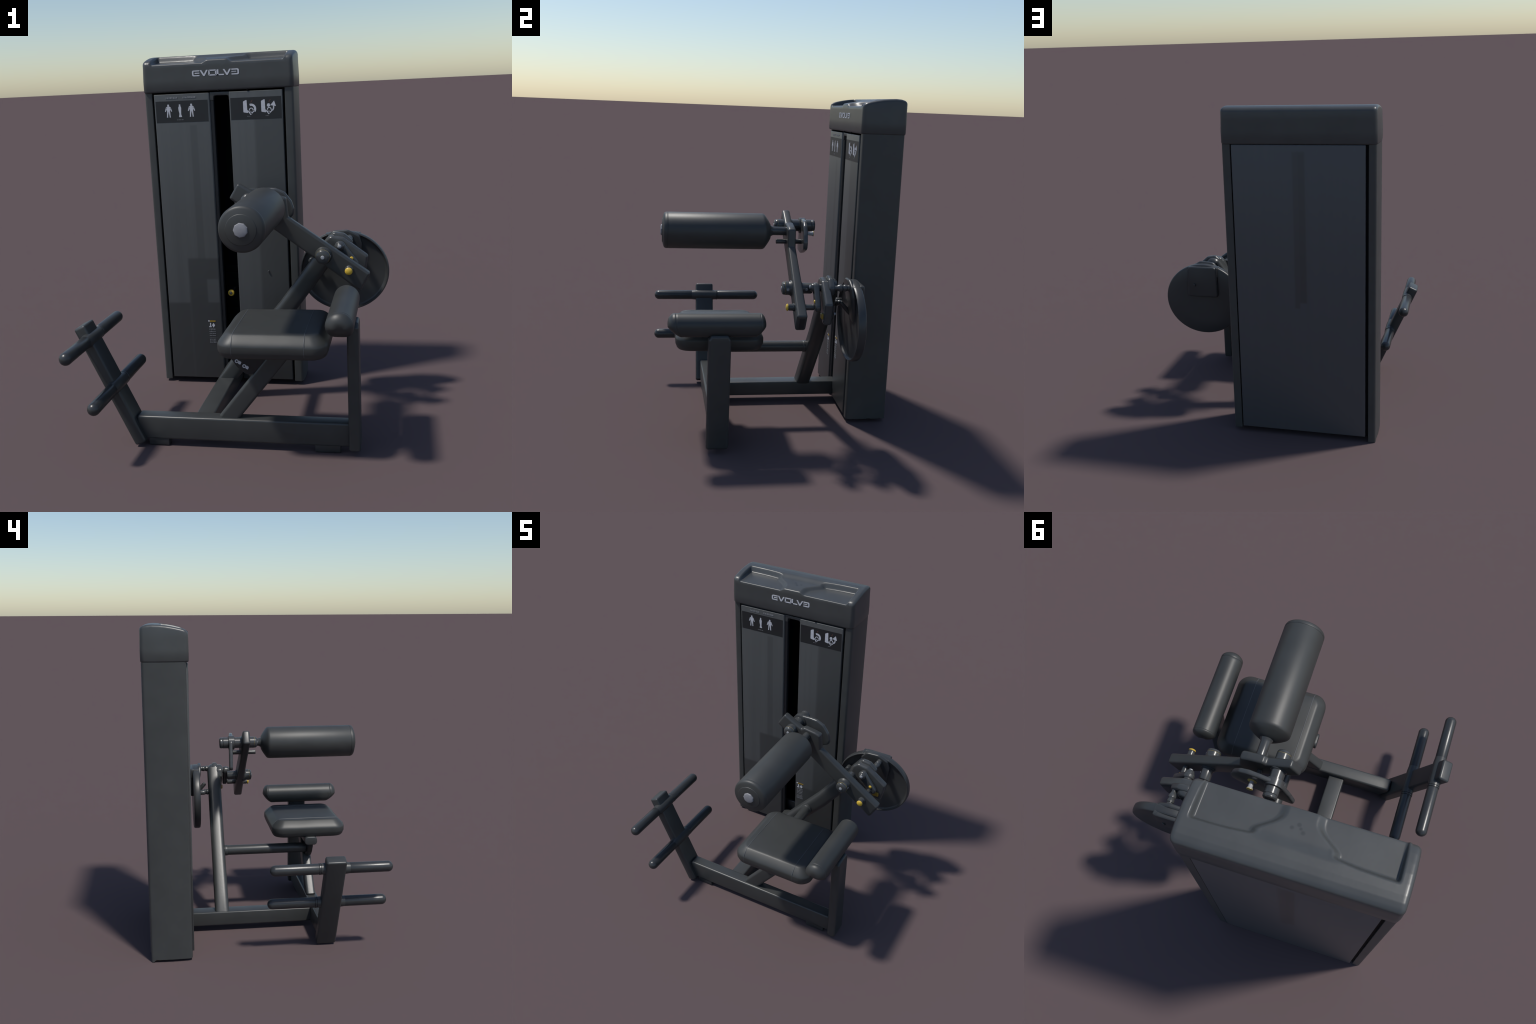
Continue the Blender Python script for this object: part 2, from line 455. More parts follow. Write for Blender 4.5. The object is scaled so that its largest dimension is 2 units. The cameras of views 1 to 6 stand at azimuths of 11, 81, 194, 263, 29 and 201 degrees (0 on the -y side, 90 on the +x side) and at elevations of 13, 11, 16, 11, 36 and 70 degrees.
for nx, nw in ((-0.172, 0.008), (-0.002, 0.010)):
    box('dark_spot_block', (nx - nw / 2, 0.4575, 1.786), (nx + nw / 2, 0.47, 1.794), M_VOID, cap, r=0.001)  # small black blocks standing in for dark spots under the cap edge
# ---- lettering on the cap: six squared letters from strokes
def strokes_obj(name, polys, mat, parent, y0, y1, kind=None):
    bm = bmesh.new()
    for p in polys: join_bm(bm, bm_prism(p, 'y', y0, y1))
    return finish(bm, name, mat, parent, kind=kind)
def rect(x0, x1, z0, z1): return [(x0, z0), (x1, z0), (x1, z1), (x0, z1)]
def shift(polys, x, z, s=1.0, sx=None):
    sx = s if sx is None else sx
    return [[(x + p[0] * sx, z + p[1] * s) for p in q] for q in polys]
t = 0.2
L_E = [round_poly([(0, 0), (1.25, 0), (1.25, t), (0.25, t), (0.25, 1 - t), (1.25, 1 - t), (1.25, 1), (0, 1)], [0.3, 0, 0, .1, .1, 0, 0, 0.3], 4), rect(0.45, 1.25, 0.42, 0.6)]
L_V = [[(0, 1), (0.28, 1), (0.68, 0.3), (1.08, 1), (1.36, 1), (0.8, 0), (0.56, 0)]]
L_O = [rect(0.1, 1.3, 0, t), rect(0.1, 1.3, 1 - t, 1), rect(0, 0.25, 0.08, 0.92), rect(1.15, 1.4, 0.08, 0.92)]
L_L = [rect(0, 0.25, 0, 1), rect(0, 1.15, 0, t)]
L_M = [[(1.25 - p[0], p[1]) for p in q] for q in L_E] + [rect(0.0, 0.8, 0.40, 0.47)]
H = 0.033
cursor = -0.320
for letter, w in ((L_E, 1.25), (L_V, 1.36), (L_O, 1.4), (L_L, 1.15), (L_V, 1.36), (L_M, 1.25)):
    sx = 0.284 / 8.15
    off = 0.02 if letter is not L_L else 0.06
    strokes_obj('raised_letter', shift(letter, cursor, 1.8745, H, sx), M_WHITE, cap, 0.4565, 0.462)
    cursor += (w + (0.075 if letter is not L_L else -0.16)) * sx * 1.0

# ---- printed header labels
YD = YF - 0.0008
lab_l = prism('instruction_label', rect(-0.553, -0.239, 1.618, 1.741), 'y', YD, YF + 0.004, M_DECAL, pan_l)
lab_r = prism('instruction_label', rect(-0.104, 0.191, 1.620, 1.744), 'y', YD, YF + 0.004, M_DECAL, pan_r)
YI = YD - 0.0006
def person(cx, cz, h, side=False):
    s = h
    if side:
        return shift([round_poly([(-.07, .98), (.07, .98), (.06, .86), (.12, .70), (.10, .45), (.09, .2), (.16, 0), (-.10, 0), (-.05, .25), (-.10, .5), (-.12, .72), (-.05, .86)], .03, 3)], cx, cz, s)
    P = [round_poly([(-.07, 1), (.07, 1), (.075, .88), (0, .84), (-.075, .88)], .03, 3),
         round_poly([(-.05, .86), (.05, .86), (.20, .78), (.13, .50), (.12, .42), (-.12, .42), (-.13, .50), (-.20, .78)], .02, 3),
         round_poly([(-.20, .78), (-.13, .72), (-.22, .46), (-.27, .43), (-.29, .48)], .02, 3),
         round_poly([(.20, .78), (.13, .72), (.22, .46), (.27, .43), (.29, .48)], .02, 3),
         round_poly([(-.13, .43), (-.01, .43), (-.07, .05), (-.05, 0), (-.17, 0), (-.15, .06)], .015, 3),
         round_poly([(.13, .43), (.01, .43), (.07, .05), (.05, 0), (.17, 0), (.15, .06)], .015, 3)]
    return shift(P, cx, cz, s)
for cx, sd in ((-0.477, False), (-0.408, True), (-0.338, False)):
    strokes_obj('figure_icon', person(cx, 1.648, 0.074, sd), M_WHITE, lab_l, YI, YD + 0.0005)
def ring_poly(cx, cz, r, w, n=14, a0=0.0, a1=2 * math.pi):
    out = []
    for i in range(n):
        a, b = a0 + (a1 - a0) * i / n, a0 + (a1 - a0) * (i + 1) / n
        out.append([(cx + r * math.cos(a), cz + r * math.sin(a)), (cx + r * math.cos(b), cz + r * math.sin(b)),
                    (cx + (r - w) * math.cos(b), cz + (r - w) * math.sin(b)), (cx + (r - w) * math.cos(a), cz + (r - w) * math.sin(a))])
    return out
def machine_icon(cx, cz, s, arrow):
    P = [round_poly([(-.42, .38), (-.16, .50), (-.14, -.20), (-.05, -.30), (-.10, -.42), (-.42, -.36)], .05, 3),
         round_poly([(-.10, -.30), (.02, -.22), (.20, -.50), (.08, -.56)], .04, 3),
         round_poly([(.05, -.42), (.14, -.52), (.38, -.30), (.32, -.18)], .04, 3)]
    P += ring_poly(.14, -.22, .16, .06)
    if arrow:
        P += [[(.22, .06), (.62, -.02), (.50, .36)], round_poly([(.0, .16), (.16, .2), (.22, .02), (.08, -.06), (-.02, .02)], .03, 3)]
        P += ring_poly(.18, -.08, .32, .09, 8, -0.9, 0.3)
    else:
        P += ring_poly(.14, -.14, .36, .15, 12, -0.7, 1.9)
    return shift(P, cx, cz, s)
for cx, ar in ((0.004, False), (0.109, True)):
    strokes_obj('machine_icon', machine_icon(cx, 1.690, 0.082, ar), M_WHITE, lab_r, YI, YD + 0.0005)
    strokes_obj('printed_arrow', [[(cx + .008, 1.715), (cx + .012, 1.713), (cx + .021, 1.727), (cx + .018, 1.728)]], M_RED, lab_r, YI, YD + 0.0005)
def text_smear(x0, x1, z, h, seed, wmin=0.003, wmax=0.009):
    rnd = random.Random(seed); out = []; x = x0
    while x < x1:
        w = rnd.uniform(wmin, wmax)
        out.append(rect(x, min(x + w, x1), z + rnd.uniform(0, .15) * h, z + h * rnd.uniform(.75, 1)))
        x += w + rnd.uniform(0.0012, 0.004)
    return out
strokes_obj('caption', text_smear(-0.488, -0.418, 1.7535, 0.011, 3) + text_smear(-0.388, -0.308, 1.7535, 0.011, 4), M_FAINT, pan_l, YI, YF + 0.001, kind='stuff')
strokes_obj('caption', text_smear(-0.428, -0.386, 1.630, 0.005, 5, .002, .004), M_FAINT, lab_l, YI, YD + 0.0005, kind='stuff')
for cx, sd in ((-0.008, 6), (0.098, 8)):
    strokes_obj('caption', text_smear(cx, cx + 0.018, 1.6345, 0.005, sd, .002, .004), M_FAINT, lab_r, YI, YD + 0.0005, kind='stuff')
# warning sticker at the lower inner corner of each panel
def warning(parent, x0, x1, ztop, seed):
    w = x1 - x0
    strokes_obj('warning_stripe', [rect(x0 + w * .2, x1, ztop - .011, ztop - .003)], M_OCHRE if seed == 21 else M_OCHRE, parent, YI, YF + .001)
    strokes_obj('warning_symbol', [rect(x0 + w * .1, x0 + w * .42, ztop - .046, ztop - .039), rect(x0 + w * .22, x0 + w * .36, ztop - .04, ztop - .019), rect(x0, x0 + w * .18, ztop - .010, ztop - .002),
                                  [(x1 - w * .30, ztop - .018), (x1 - w * .10, ztop - .033), (x1 - w * .30, ztop - .048), (x1 - w * .50, ztop - .033)]], M_WHITE, parent, YI, YF + .001)
    P = []
    for k, (zz, h) in enumerate(((.064, .010), (.078, .008), (.091, .008), (.104, .007), (.119, .005), (.134, .010), (.148, .010))):
        P += text_smear(x0 + .004, x1 - .003, ztop - zz, h, seed + k)
    strokes_obj('warning_text', P, M_GREYINK, parent, YI, YF + .001, kind='stuff')
warning(pan_r, -0.101, -0.045, 0.455, 21)
warning(pan_l, -0.316, -0.270, 0.410, 41)

# ================================================================== FRAME
frame = box('front_beam', (-0.495, -0.405, 0.036), (0.612, -0.327, 0.162), M_FRAME, root, r=0.011, seg=4)
box('foot_pad', (-0.44, -0.40, 0.0), (-0.33, -0.345, 0.045), M_RUBBER, frame, r=0.005)
box('foot_pad', (0.43, -0.40, 0.0), (0.56, -0.345, 0.045), M_RUBBER, frame, r=0.005)
box('rear_beam', (-0.210, -0.345, 0.040), (-0.113, 0.50, 0.132), M_FRAME, root, r=0.008, seg=4)
# inclined main post
mast = sweep_xz('main_post', [(-0.163, 0.126), (-0.091, 0.209), (0.208, 0.553), (0.426, 0.843), (0.500, 0.943)], 0.103, 0.216, 0.307, M_FRAME, root, corner=0.034)
for v in mast.data.vertices:            # foot of the post is cut level on the rear beam
    if v.co.z < 0.172:
        v.co.x = max(v.co.x + (0.124 - v.co.z) * 0.87, -0.207); v.co.z = 0.124
prism('dark_slot_plate', [(-0.014, -0.05), (0.014, -0.05), (0.014, 0.05), (-0.014, 0.05)], 'x', -0.003, 0.003, M_LIP, mast,  # dark plate laid on the post, no slot is cut
      rot=Matrix.Translation((-0.113, 0.256, 0.218)) @ Matrix.Rotation(math.radians(37), 4, 'Y'), rad=0.013, n=5) 
rod_y('cross_tube', 0.112, 0.454, -0.350, 0.235, 0.034, M_FRAME, root, c=0.003)
rod_y('weld_collar', 0.112, 0.454, 0.196, 0.222, 0.0365, M_FRAME, root, c=0.006)
sweep_xz('seat_post', [(-0.02, 0.145), (0.0, 0.17), (0.252, 0.485), (0.31, 0.557)], 0.088, -0.390, -0.330, M_FRAME, root, corner=0.016)
gus = prism('seat_gusset', [(0.012, 0.556), (0.016, 0.485), (0.05, 0.435), (0.095, 0.398), (0.125, 0.400), (0.20, 0.47), (0.27, 0.556)], 'y', -0.384, -0.350, M_DECAL, root, r=0.003, rad=[0, .03, .03, .02, .01, .01, 0], n=4)
strokes_obj('shoe_icon', shift([round_poly([(0, -.006), (.012, -.012), (.018, .002), (.006, .010)], .003, 3)] + ring_poly(-.006, .006, .010, .005), 0.092, 0.437, 1.0)
            + shift([round_poly([(0, -.006), (.012, -.012), (.018, .002), (.006, .010)], .003, 3)] + ring_poly(-.006, .006, .010, .005), 0.055, 0.462, 1.0), M_WHITE, gus, -0.386, -0.383)
prism('adjuster_bar', [(-0.408, 0.505), (-0.322, 0.505), (-0.322, 0.562), (-0.408, 0.562)], 'x', -0.014, 0.20, M_FRAME, root, r=0.006, rad=0.026, n=6)

# foot-rest post and pegs
a, b = Vector((-0.474, 0.016)), Vector((-0.757, 0.645))
d = (b - a).normalized(); nn = Vector((d.y, -d.x)) * 0.0325
fp = [tuple(a - nn), tuple(a + nn), tuple(b + nn), tuple(b - nn)]
foot = prism('foot_post', fp, 'y', -0.432, -0.310, M_FRAME, root, r=0.012, seg=4, rad=[0.016, 0.016, 0.006, 0.006], n=4)
def peg(x, z):
    prof = []
    R = 0.0325
    def cap_pts(t0, s):
        return [(t0 + s * R * 0.95 * (1 - math.cos(math.pi / 2 * i / 8)), R * math.sin(math.pi / 2 * i / 8)) for i in range(9)]
    front = lathe('foot_peg', (x, 0, z), (0, 1, 0), cap_pts(-0.725, 1) + [(-0.452, R), (-0.448, R * .93), (-0.37, R * .93)], M_RUBBER, root, 32)
    lathe('foot_peg', (x, 0, z), (0, 1, 0), [(-0.37, R * .95), (-0.288, R * .95), (-0.285, R * 1.06), (-0.277, R * 1.06), (-0.275, R * .96), (-0.271, R)] + cap_pts(0.016, -1)[::-1], M_RUBBER, root, 32)
    lathe('peg_socket', (x, 0, z), (0, 1, 0), [(-0.468, R * .98), (-0.450, R * 1.03), (-0.430, R * 1.10), (-0.312, R * 1.10), (-0.300, R * 1.03), (-0.2885, R * 1.03)], M_FRAME, root, 32)
peg(-0.715, 0.576)
peg(-0.597, 0.3235)

# back-rest post
pr = [(-0.435, 0.026), (-0.309, 0.026), (-0.309, 0.664), (-0.325, 0.690), (-0.418, 0.690), (-0.435, 0.664)]
post = prism('back_rest_post', pr, 'x', 0.602, 0.660, M_FRAME, root, r=0.014, seg=4, rad=[0.010, 0.010, 0.012, 0.01, 0.01, 0.012], n=4)

# ================================================================== SEAT
def seat_surface():
    """cushion: rounded-square plan lofted through inset rings"""
    bm = bmesh.new()
    cx, cy, hx, hy = 0.261, -0.356, 0.266, 0.252
    R = 0.075
    rings = []
    for (ins, z) in ((0.075, 0.552), (0.030, 0.553), (0.016, 0.558), (0.008, 0.568), (0.005, 0.578), (0.003, 0.582), (0.000, 0.590), (0.000, 0.617), (0.001, 0.622), (0.004, 0.628), (0.009, 0.635),
                     (0.016, 0.643), (0.025, 0.652), (0.034, 0.660), (0.041, 0.666), (0.046, 0.6695), (0.056, 0.672), (0.09, 0.6735), (0.16, 0.6745)):
        x, y, r = hx - ins, hy - ins, max(R - ins * 0.6, 0.03)
        pts = []
        for sx, sy, a0 in ((1, 1, 0), (-1, 1, 90), (-1, -1, 180), (1, -1, 270)):
            for i in range(13):
                a = math.radians(a0 + 90 * i / 12)
                pts.append((cx + sx * (x - r) + r * math.cos(a), cy + sy * (y - r) + r * math.sin(a)))
        fine = []
        for k, (p, q) in enumerate(zip(pts, pts[1:] + pts[:1])):
            m = 14 if k % 13 == 12 else 1
            for j in range(m): fine.append((p[0] + (q[0] - p[0]) * j / m, p[1] + (q[1] - p[1]) * j / m))
        rings.append([bm.verts.new((p[0], p[1], z + 0.0015 * noise.noise(Vector((p[0] * 9, p[1] * 9, z * 9))))) for p in fine])
    n = len(rings[0])
    for A, B in zip(rings, rings[1:]):
        for i in range(n): bm.faces.new((A[i], A[(i + 1) % n], B[(i + 1) % n], B[i]))
    bm.faces.new(rings[0][::-1]); bm.faces.new(rings[-1])
    return finish(bm, 'seat', M_VINYL, root, angle=60)
seat = seat_surface()
def seam(x):
    """stitched seam: thin ridge following the cushion section from front to back"""
    prof = [(-0.602, 0.575), (-0.607, 0.592), (-0.607, 0.622), (-0.603, 0.633), (-0.583, 0.653), (-0.565, 0.667), (-0.55, 0.6725), (-0.50, 0.6735), (-0.21, 0.6735), (-0.164, 0.6725), (-0.149, 0.667), (-0.131, 0.653), (-0.111, 0.633), (-0.107, 0.622), (-0.107, 0.592), (-0.112, 0.575)]
    bm = bmesh.new(); rings = []
    for y, z in prof:
        c = Vector((x, y, z))
        out = Vector((0, 0 if -0.52 < y < -0.19 else (-1 if y < -0.3 else 1), 0.6 if z > 0.625 else 0)) 
        if out.length == 0: out = Vector((0, 0, 1))
        out.normalize()
        o = out * 0.0016
        rings.append([bm.verts.new(c + Vector((-0.002, 0, 0)) - o), bm.verts.new(c + Vector((-0.0013, 0, 0)) + o), bm.verts.new(c + Vector((0.0013, 0, 0)) + o), bm.verts.new(c + Vector((0.002, 0, 0)) - o)])
    for A, B in zip(rings, rings[1:]):
        for i in range(4): bm.faces.new((A[i], A[(i + 1) % 4], B[(i + 1) % 4], B[i]))
    bm.faces.new(rings[0]); bm.faces.new(rings[-1][::-1])
    finish(bm, 'seat_seam', M_SEAM, seat, angle=80)
seam(0.075); seam(0.418)

# small back roll beside the seat, with its tapered carrier below
RX, RZ, RR = 0.585, 0.733, 0.0655
def back_roll():
    """round on top, flat-bottomed below; both ends domed above and cut back below"""
    bm = bmesh.new(); n = 48
    rings = []
    prof = [(-0.656, 0.30), (-0.653, 0.52), (-0.647, 0.70), (-0.638, 0.86), (-0.631, 0.945), (-0.625, 0.985), (-0.618, 1.0), (-0.612, 1.0), (-0.6105, 0.985), (-0.609, 1.0)]
    prof += [(-0.60 + 0.03 * i, 1.0) for i in range(16)]
    prof += [(-0.146, 1.0), (-0.1445, 0.985), (-0.143, 1.0), (-0.138, 0.985), (-0.132, 0.93), (-0.124, 0.80), (-0.117, 0.58), (-0.112, 0.30)]
    for y, k in prof:
        ring = []
        for i in range(n):
            a = 2 * math.pi * i / n
            c, q = math.cos(a), math.sin(a)
            if q >= 0: x, z = c * RR, q * RR
            else:      # squarish lower half
                e = 0.55
                x = math.copysign(abs(c) ** e, c) * RR * (1 - 0.10 * abs(q)); z = -abs(q) ** 0.75 * 0.063
            x *= k; z *= k
            yy = y
            if z < -0.005:
                end = smooth01(-0.55, -0.63, y) if y < -0.38 else smooth01(-0.22, -0.13, y)
                yy += (0.75 if y < -0.38 else -0.55) * (-0.005 - z) * end
            ring.append(bm.verts.new((RX + x, yy, RZ + z)))
        rings.append(ring)
    for A, B in zip(rings, rings[1:]):
        for i in range(n): bm.faces.new((A[i], A[(i + 1) % n], B[(i + 1) % n], B[i]))
    bm.faces.new(rings[0][::-1]); bm.faces.new(rings[-1])
    return finish(bm, 'back_roll', M_VINYL, root, angle=50)
back_roll()

# ================================================================== CHEST ROLLER
CX, CZ, CR = 0.169, 1.192, 0.1075
roller = lathe('chest_roller', (CX, 0, CZ), (0, 1, 0), [(-0.6885, 0), (-0.6885, 0.0685), (-0.6875, 0.0705), (-0.6855, 0.0715), (-0.6800, 0.093), (-0.6775, 0.099), (-0.6735, 0.1035), (-0.667, 0.1065), (-0.660, CR), (-0.655, CR), (-0.654, CR * .99), (-0.652, CR),
      (-0.100, CR), (-0.090, 0.106), (-0.083, 0.102), (-0.070, 0.085), (-0.056, 0.064), (-0.047, 0.048), (-0.043, 0.034), (-0.040, 0.0)], M_FOAM, root, 64)
lathe('roller_end_cap', (CX, 0, CZ), (0, 1, 0), [(-0.698, 0), (-0.6975, 0.022), (-0.695, 0.031), (-0.692, 0.0335), (-0.684, 0.0335), (-0.684, 0)], M_SILVER, roller, 9, angle=20)
lathe('roller_shaft', (CX, 0, CZ + 0.004), (0, 1, 0), [(-0.05, 0.038), (-0.036, 0.030), (-0.028, 0.026), (0.06, 0.026), (0.06, 0)], M_MECH, roller)

# ================================================================== SWING ARM
arm_pts = [(0.697, 0.811), (0.268, 1.117), (0.259, 1.221), (0.225, 1.232), (0.144, 1.246), (0.125, 1.232), (0.002, 1.304), (-0.049, 1.223), (0.204, 1.040), (0.644, 0.713)]
arm = prism('swing_arm', arm_pts, 'y', 0.050, 0.098, M_FRAME, root, r=0.013, seg=4, rad=[.006, .012, .018, .03, .012, .012, .012, .012, .02, .006], n=4)
# the arm thickens towards its lower end
for v in arm.data.vertices:
    k = smooth01(0.22, 0.60, v.co.x)
    v.co.y += (-0.007 if v.co.y < 0.074 else 0.004) * k
ed = Vector((0.697 - 0.644, 0.811 - 0.713)).normalized(); eo = Vector((ed.y, -ed.x))
pa, pb = Vector((0.697, 0.811)) - ed * 0.018 + eo * 0.0012, Vector((0.644, 0.713)) + ed * 0.018 + eo * 0.0012
prism('arm_end_dark_plate', [tuple(pa), tuple(pb), tuple(pb - eo * .004), tuple(pa - eo * .004)], 'y', 0.060, 0.088, M_LIP, arm)  # dark plate on the solid arm end in place of an opening

# pivot hub at the lower arm
hub = lathe('pivot_hub', (0.452, 0, 0.911), (0, 1, 0), [(-0.009, 0), (-0.009, 0.022), (-0.005, 0.033), (0.0, 0.037), (0.006, 0.0375), (0.0075, 0.036), (0.010, 0.039), (0.105, 0.039), (0.108, 0.031), (0.160, 0.031), (0.167, 0.028), (0.169, 0.0)], M_MECH, root)
rod_y('pivot_bolt', 0.452, 0.911, -0.0125, -0.004, 0.0105, M_STEEL, hub, c=0.003, n=16)
lathe('pivot_ring', (0.452, 0, 0.911), (0, 1, 0), [(0.0088, 0.034), (0.0088, 0.0385), (0.0095, 0.0385), (0.0095, 0.034)], M_BRASS, hub)
for y, xr in ((0.022, 0.039), (0.131, 0.031)):
    lathe('set_screw', (0.452 + xr - 0.002, y, 0.911), (1, 0, -0.05), [(-0.002, 0), (-0.002, 0.008), (0.0028, 0.008), (0.0034, 0.006), (0.0034, 0)], M_SILVER, hub, 16)
lathe('hub_saddle', (0.452, 0, 0.911), (0, 1, 0), [(0.030, 0.039), (0.038, 0.0405), (0.044, 0.046), (0.060, 0.050), (0.060, 0)], M_FRAME, arm, 32)
# locking knob
knob = rod_y('locking_pin', 0.586, 0.834, 0.003, 0.157, 0.0165, M_MECH, root, c=0.003)
lathe('knob_button', (0.586, 0, 0.834), (0, 1, 0), [(-0.004, 0), (-0.0035, 0.010), (0.000, 0.018), (0.004, 0.0205), (0.0075, 0.0195), (0.0075, 0)], M_YELLOW, knob, 14)
lathe('pin_collar', (0.586, 0, 0.834), (0, 1, 0), [(0.012, 0.0165), (0.014, 0.019), (0.034, 0.019), (0.037, 0.023), (0.046, 0.023), (0.046, 0)], M_MECH, knob)

# upper hub and cam
uh = lathe('upper_hub', (0.060, 0, 1.2145), (0, 1, 0), [(-0.006, 0), (-0.006, 0.022), (-0.001, 0.032), (0.006, 0.036), (0.012, 0.0365), (0.014, 0.035), (0.016, 0.037), (0.05, 0.037), (0.055, 0.042), (0.10, 0.042), (0.104, 0.036), (0.148, 0.036), (0.150, 0.034), (0.156, 0.034), (0.158, 0.036),
     (0.222, 0.0365), (0.225, 0.034), (0.228, 0.036), (0.240, 0.036), (0.246, 0.031), (0.246, 0.024), (0.243, 0.022), (0.243, 0)], M_MECH, root)
rod_y('hub_bolt', 0.060, 1.2145, -0.0095, -0.002, 0.010, M_STEEL, uh, c=0.003, n=16)
for y in (0.0145, 0.1525):
    lathe('hub_ring', (0.060, 0, 1.2145), (0, 1, 0), [(y, 0.03), (y, 0.0362), (y + .0012, 0.0362), (y + .0012, 0.03)], M_BRASS, uh)
cam_pts = [(-0.048, 1.062), (-0.022, 1.150), (0.012, 1.226), (0.035, 1.250), (0.066, 1.258), (0.137, 1.263), (0.190, 1.262), (0.238, 1.240), (0.276, 1.190), (0.291, 1.145), (0.284, 1.106), (0.245, 1.090), (0.160, 1.064), (0.080, 1.046), (0.000, 1.042), (-0.035, 1.044)]
cam_rot = Matrix.Translation((0.06, 0.167, 0)) @ Matrix.Rotation(math.radians(-4.5), 4, 'Z') @ Matrix.Translation((-0.06, -0.167, 0))
cam = prism('cam_plate', cam_pts, 'y', 0.158, 0.184, M_MECH, root, r=0.010, seg=4, rot=cam_rot, rad=0.05, n=6, angle=60)
lathe('cam_boss', (0.060, 0, 1.2145), (0, 1, 0), [(0.146, 0.036), (0.150, 0.047), (0.186, 0.047), (0.190, 0.036)], M_MECH, cam)
pin = lathe('cam_pin', (0.169, 0, 1.183), (0, 1, 0), [(0.16, 0.010), (0.188, 0.010), (0.198, 0.0125), (0.206, 0.0115), (0.214, 0.015), (0.218, 0.0155), (0.219, 0.0)], M_STEEL, cam, 20)
lathe('pin_ring', (0.169, 0, 1.183), (0, 1, 0), [(0.1755, 0.012), (0.1755, 0.024), (0.1785, 0.024), (0.1785, 0.012)], M_BRASS, cam, 24)
lathe('pin_ring', (0.169, 0, 1.183), (0, 1, 0), [(0.2175, 0.012), (0.2175, 0.0165), (0.2205, 0.0165), (0.2205, 0.012)], M_BRASS, cam, 24)
rod_y('stop_rod', 0.158, 1.131, -0.006, 0.16, 0.0145, M_MECH, root, c=0.003)

# ================================================================== LINK BLOCK behind the lower arm
blk_pts = [(0.425, 0.905), (0.440, 0.955), (0.475, 0.985), (0.545, 0.975), (0.681, 0.872), (0.672, 0.820), (0.655, 0.745), (0.610, 0.752), (0.52, 0.83)]
blk = prism('link_block', blk_pts, 'y', 0.200, 0.248, M_MECH, root, r=0.014, seg=4, rad=[.02, .03, .035, .03, .02, .02, .02, .02, .02], n=5)
prism('block_rib', [(0.445, 0.92), (0.462, 0.975), (0.492, 0.998), (0.548, 0.990), (0.60, 0.945), (0.58, 0.90), (0.50, 0.86)], 'y', 0.236, 0.272, M_MECH, blk, r=0.012, rad=.025, n=4)
lathe('block_boss', (0.505, 0, 0.935), (0, 1, 0), [(0.25, 0.052), (0.278, 0.050), (0.292, 0.042), (0.300, 0.030), (0.300, 0)], M_MECH, blk, 32)
# short lever on the block
a, b = Vector((0.529, 0.932)), Vector((0.606, 0.838))
d = (b - a).normalized(); n1 = Vector((-d.y, d.x))
lev = []
for i in range(9):
    ang = math.pi * (0.5 + i / 8); lev.append(tuple(a + (d * math.cos(ang) + n1 * math.sin(ang)) * 0.030))
for i in range(9):
    ang = math.pi * (1.5 + i / 8); lev.append(tuple(b + (d * math.cos(ang) + n1 * math.sin(ang)) * 0.025))
lever = prism('lever', lev, 'y', 0.158, 0.190, M_MECH, root, r=0.009, seg=3)
lathe('lever_ball', (0.529, 0, 0.934), (0, 1, 0), [(0.139, 0), (0.140, 0.010), (0.144, 0.018), (0.150, 0.0225), (0.158, 0.0245), (0.175, 0.026), (0.21, 0.018), (0.21, 0)], M_MECH, lever, 28)
lathe('lever_tip', (0.529, 0, 0.938), (0, 1, 0), [(0.136, 0), (0.1365, 0.008), (0.139, 0.011), (0.146, 0.011), (0.146, 0)], M_STEEL, lever, 14)
lathe('lever_button', (0.592, 0, 0.868), (0, 1, 0), [(0.152, 0), (0.153, 0.007), (0.157, 0.0105), (0.165, 0.011), (0.165, 0)], M_YELLOW, lever, 14)
box('ochre_latch', (0.600, 0.190, 0.778), (0.640, 0.204, 0.808), M_OCHRE, blk, r=0.005)
lathe('latch_stub', (0.585, 0, 0.785), (0, 1, 0), [(0.245, 0.0), (0.245, 0.022), (0.262, 0.022), (0.268, 0.018), (0.268, 0)], M_MECH, blk, 24)
rod_y('latch_screw', 0.612, 0.803, 0.265, 0.276, 0.008, M_STEEL, blk, c=0.003, n=16)
# turned spacers to the round counterweight
def spacer(x, z, y0, y1, s=1.0):
    L = y1 - y0
    prof = [(0, .013), (.10, .014), (.22, .013), (.30, .017), (.40, .021), (.50, .0215), (.56, .017), (.60, .0165), (.64, .0195), (.76, .0195), (.80, .016), (.88, .0165), (.93, .019), (1.0, .019)]
    lathe('turned_spacer', (x, 0, z), (0, 1, 0), [(y0, 0)] + [(y0 + L * u, r * s) for u, r in prof] + [(y1, 0)], M_MECH, blk, 28)
spacer(0.570, 0.942, 0.262, 0.362)
spacer(0.388, 0.808, 0.285, 0.352, 0.95)
rod_y('spacer_foot', 0.350, 0.813, 0.335, 0.375, 0.017, M_MECH, blk, c=0.005)

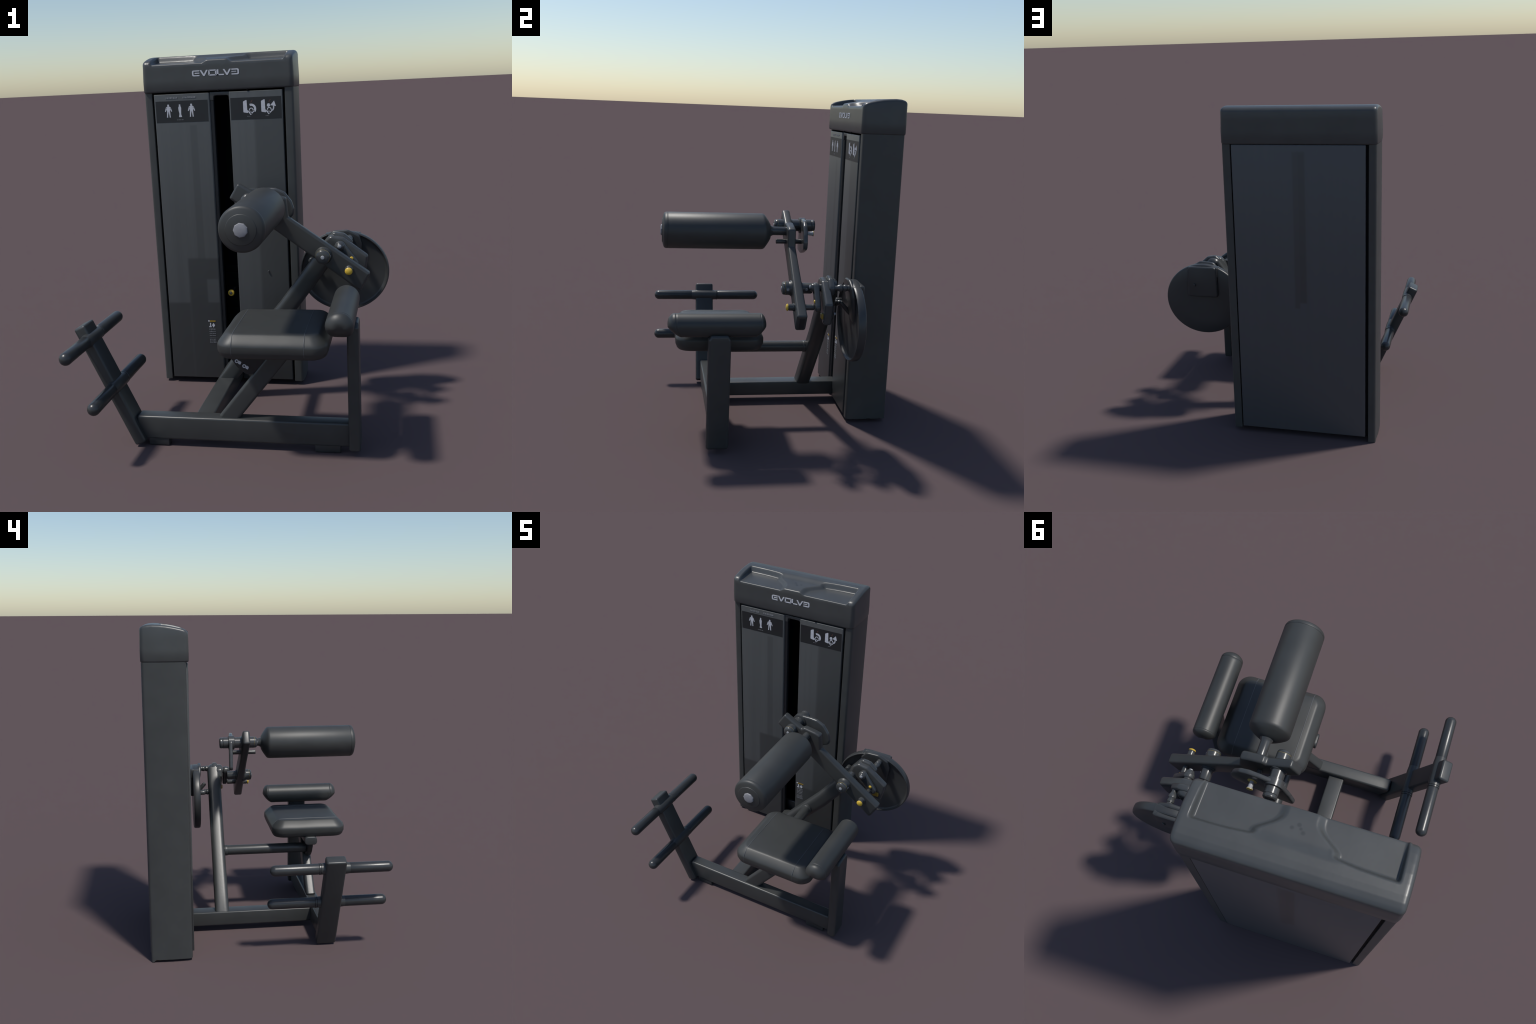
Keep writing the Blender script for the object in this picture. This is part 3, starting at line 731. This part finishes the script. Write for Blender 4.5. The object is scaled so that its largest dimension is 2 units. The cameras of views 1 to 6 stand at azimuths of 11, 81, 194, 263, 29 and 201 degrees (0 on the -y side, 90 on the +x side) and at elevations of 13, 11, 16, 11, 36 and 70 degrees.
# ================================================================== COUNTERWEIGHT DISC
DX, DZ, DRX, DRZ = 0.534, 0.7445, 0.2550, 0.2330
def disc():
    """shallow dish: flat back, rolled rim, sunk front face"""
    bm = bmesh.new(); n = 128
    prof = [(0.413, 0.0), (0.413, 0.60), (0.413, 0.965), (0.410, 0.988), (0.403, 0.998), (0.394, 1.0), (0.380, 1.0), (0.372, 0.994), (0.367, 0.980), (0.367, 0.965), (0.371, 0.955), (0.378, 0.949), (0.384, 0.930), (0.386, 0.90), (0.386, 0.5), (0.386, 0.0)]
    rings = []
    for y, k in prof:
        if k == 0: rings.append([bm.verts.new((DX, y, DZ))]); continue
        rings.append([bm.verts.new((DX + DRX * k * math.cos(2 * math.pi * i / n), y, DZ + DRZ * k * math.sin(2 * math.pi * i / n))) for i in range(n)])
    for A, B in zip(rings, rings[1:]):
        for i in range(n):
            j = (i + 1) % n
            if len(A) == 1: bm.faces.new((A[0], B[j], B[i]))
            elif len(B) == 1: bm.faces.new((A[i], A[j], B[0]))
            else: bm.faces.new((A[i], A[j], B[j], B[i]))
    # cut the gap at the top, between the rim and the bracket
    return finish(bm, 'counterweight_disc', M_DISC, root, angle=50)
dsc = disc()
bp = [(0.432, 0.766), (0.634, 0.766), (0.630, 0.966), (0.436, 0.966)]
brk = prism('bracket_plate', bp, 'y', 0.405, 0.433, M_DISC, dsc, r=0.009, rad=[.018, .018, .028, .028], n=5)
fpnts = [(0.430, 0.930), (0.470, 0.982), (0.560, 0.988), (0.625, 0.955), (0.640, 0.90), (0.618, 0.745), (0.545, 0.742)]
fplate = prism('bracket_plate', fpnts, 'y', 0.351, 0.376, M_DISC, dsc, r=0.010, rad=[.02, .04, .04, .03, .03, .02, .04], n=5)
for v in fplate.data.vertices: v.co.y += (0.985 - v.co.z) * 0.12   # leans back towards the dish
prism('bracket_rim', [(0.442, 0.950), (0.628, 0.950), (0.628, 0.964), (0.442, 0.964)], 'y', 0.405, 0.425, M_DISC, dsc, r=0.003, rad=.004, n=3)
for x in (0.437, 0.624):
    prism('bracket_rim', [(x - .006, 0.90), (x + .006, 0.90), (x + .006, 0.962), (x - .006, 0.962)], 'y', 0.37, 0.428, M_DISC, dsc, r=0.003, rad=.004, n=3)
# tilted tab on the face of the disc
tb = bm_box((-0.016, -0.052, -0.013), (0.016, 0.052, 0.013), 0.010, 3)
bmesh.ops.transform(tb, matrix=Matrix.Translation((0.500, 0.360, 0.808)) @ Matrix.Rotation(math.radians(-48), 4, 'X'), verts=tb.verts)
finish(tb, 'disc_tab', M_DISC, dsc)
rod_y('bracket_screw', 0.585, 0.845, 0.430, 0.440, 0.010, M_DISC, brk, c=0.004, n=16)
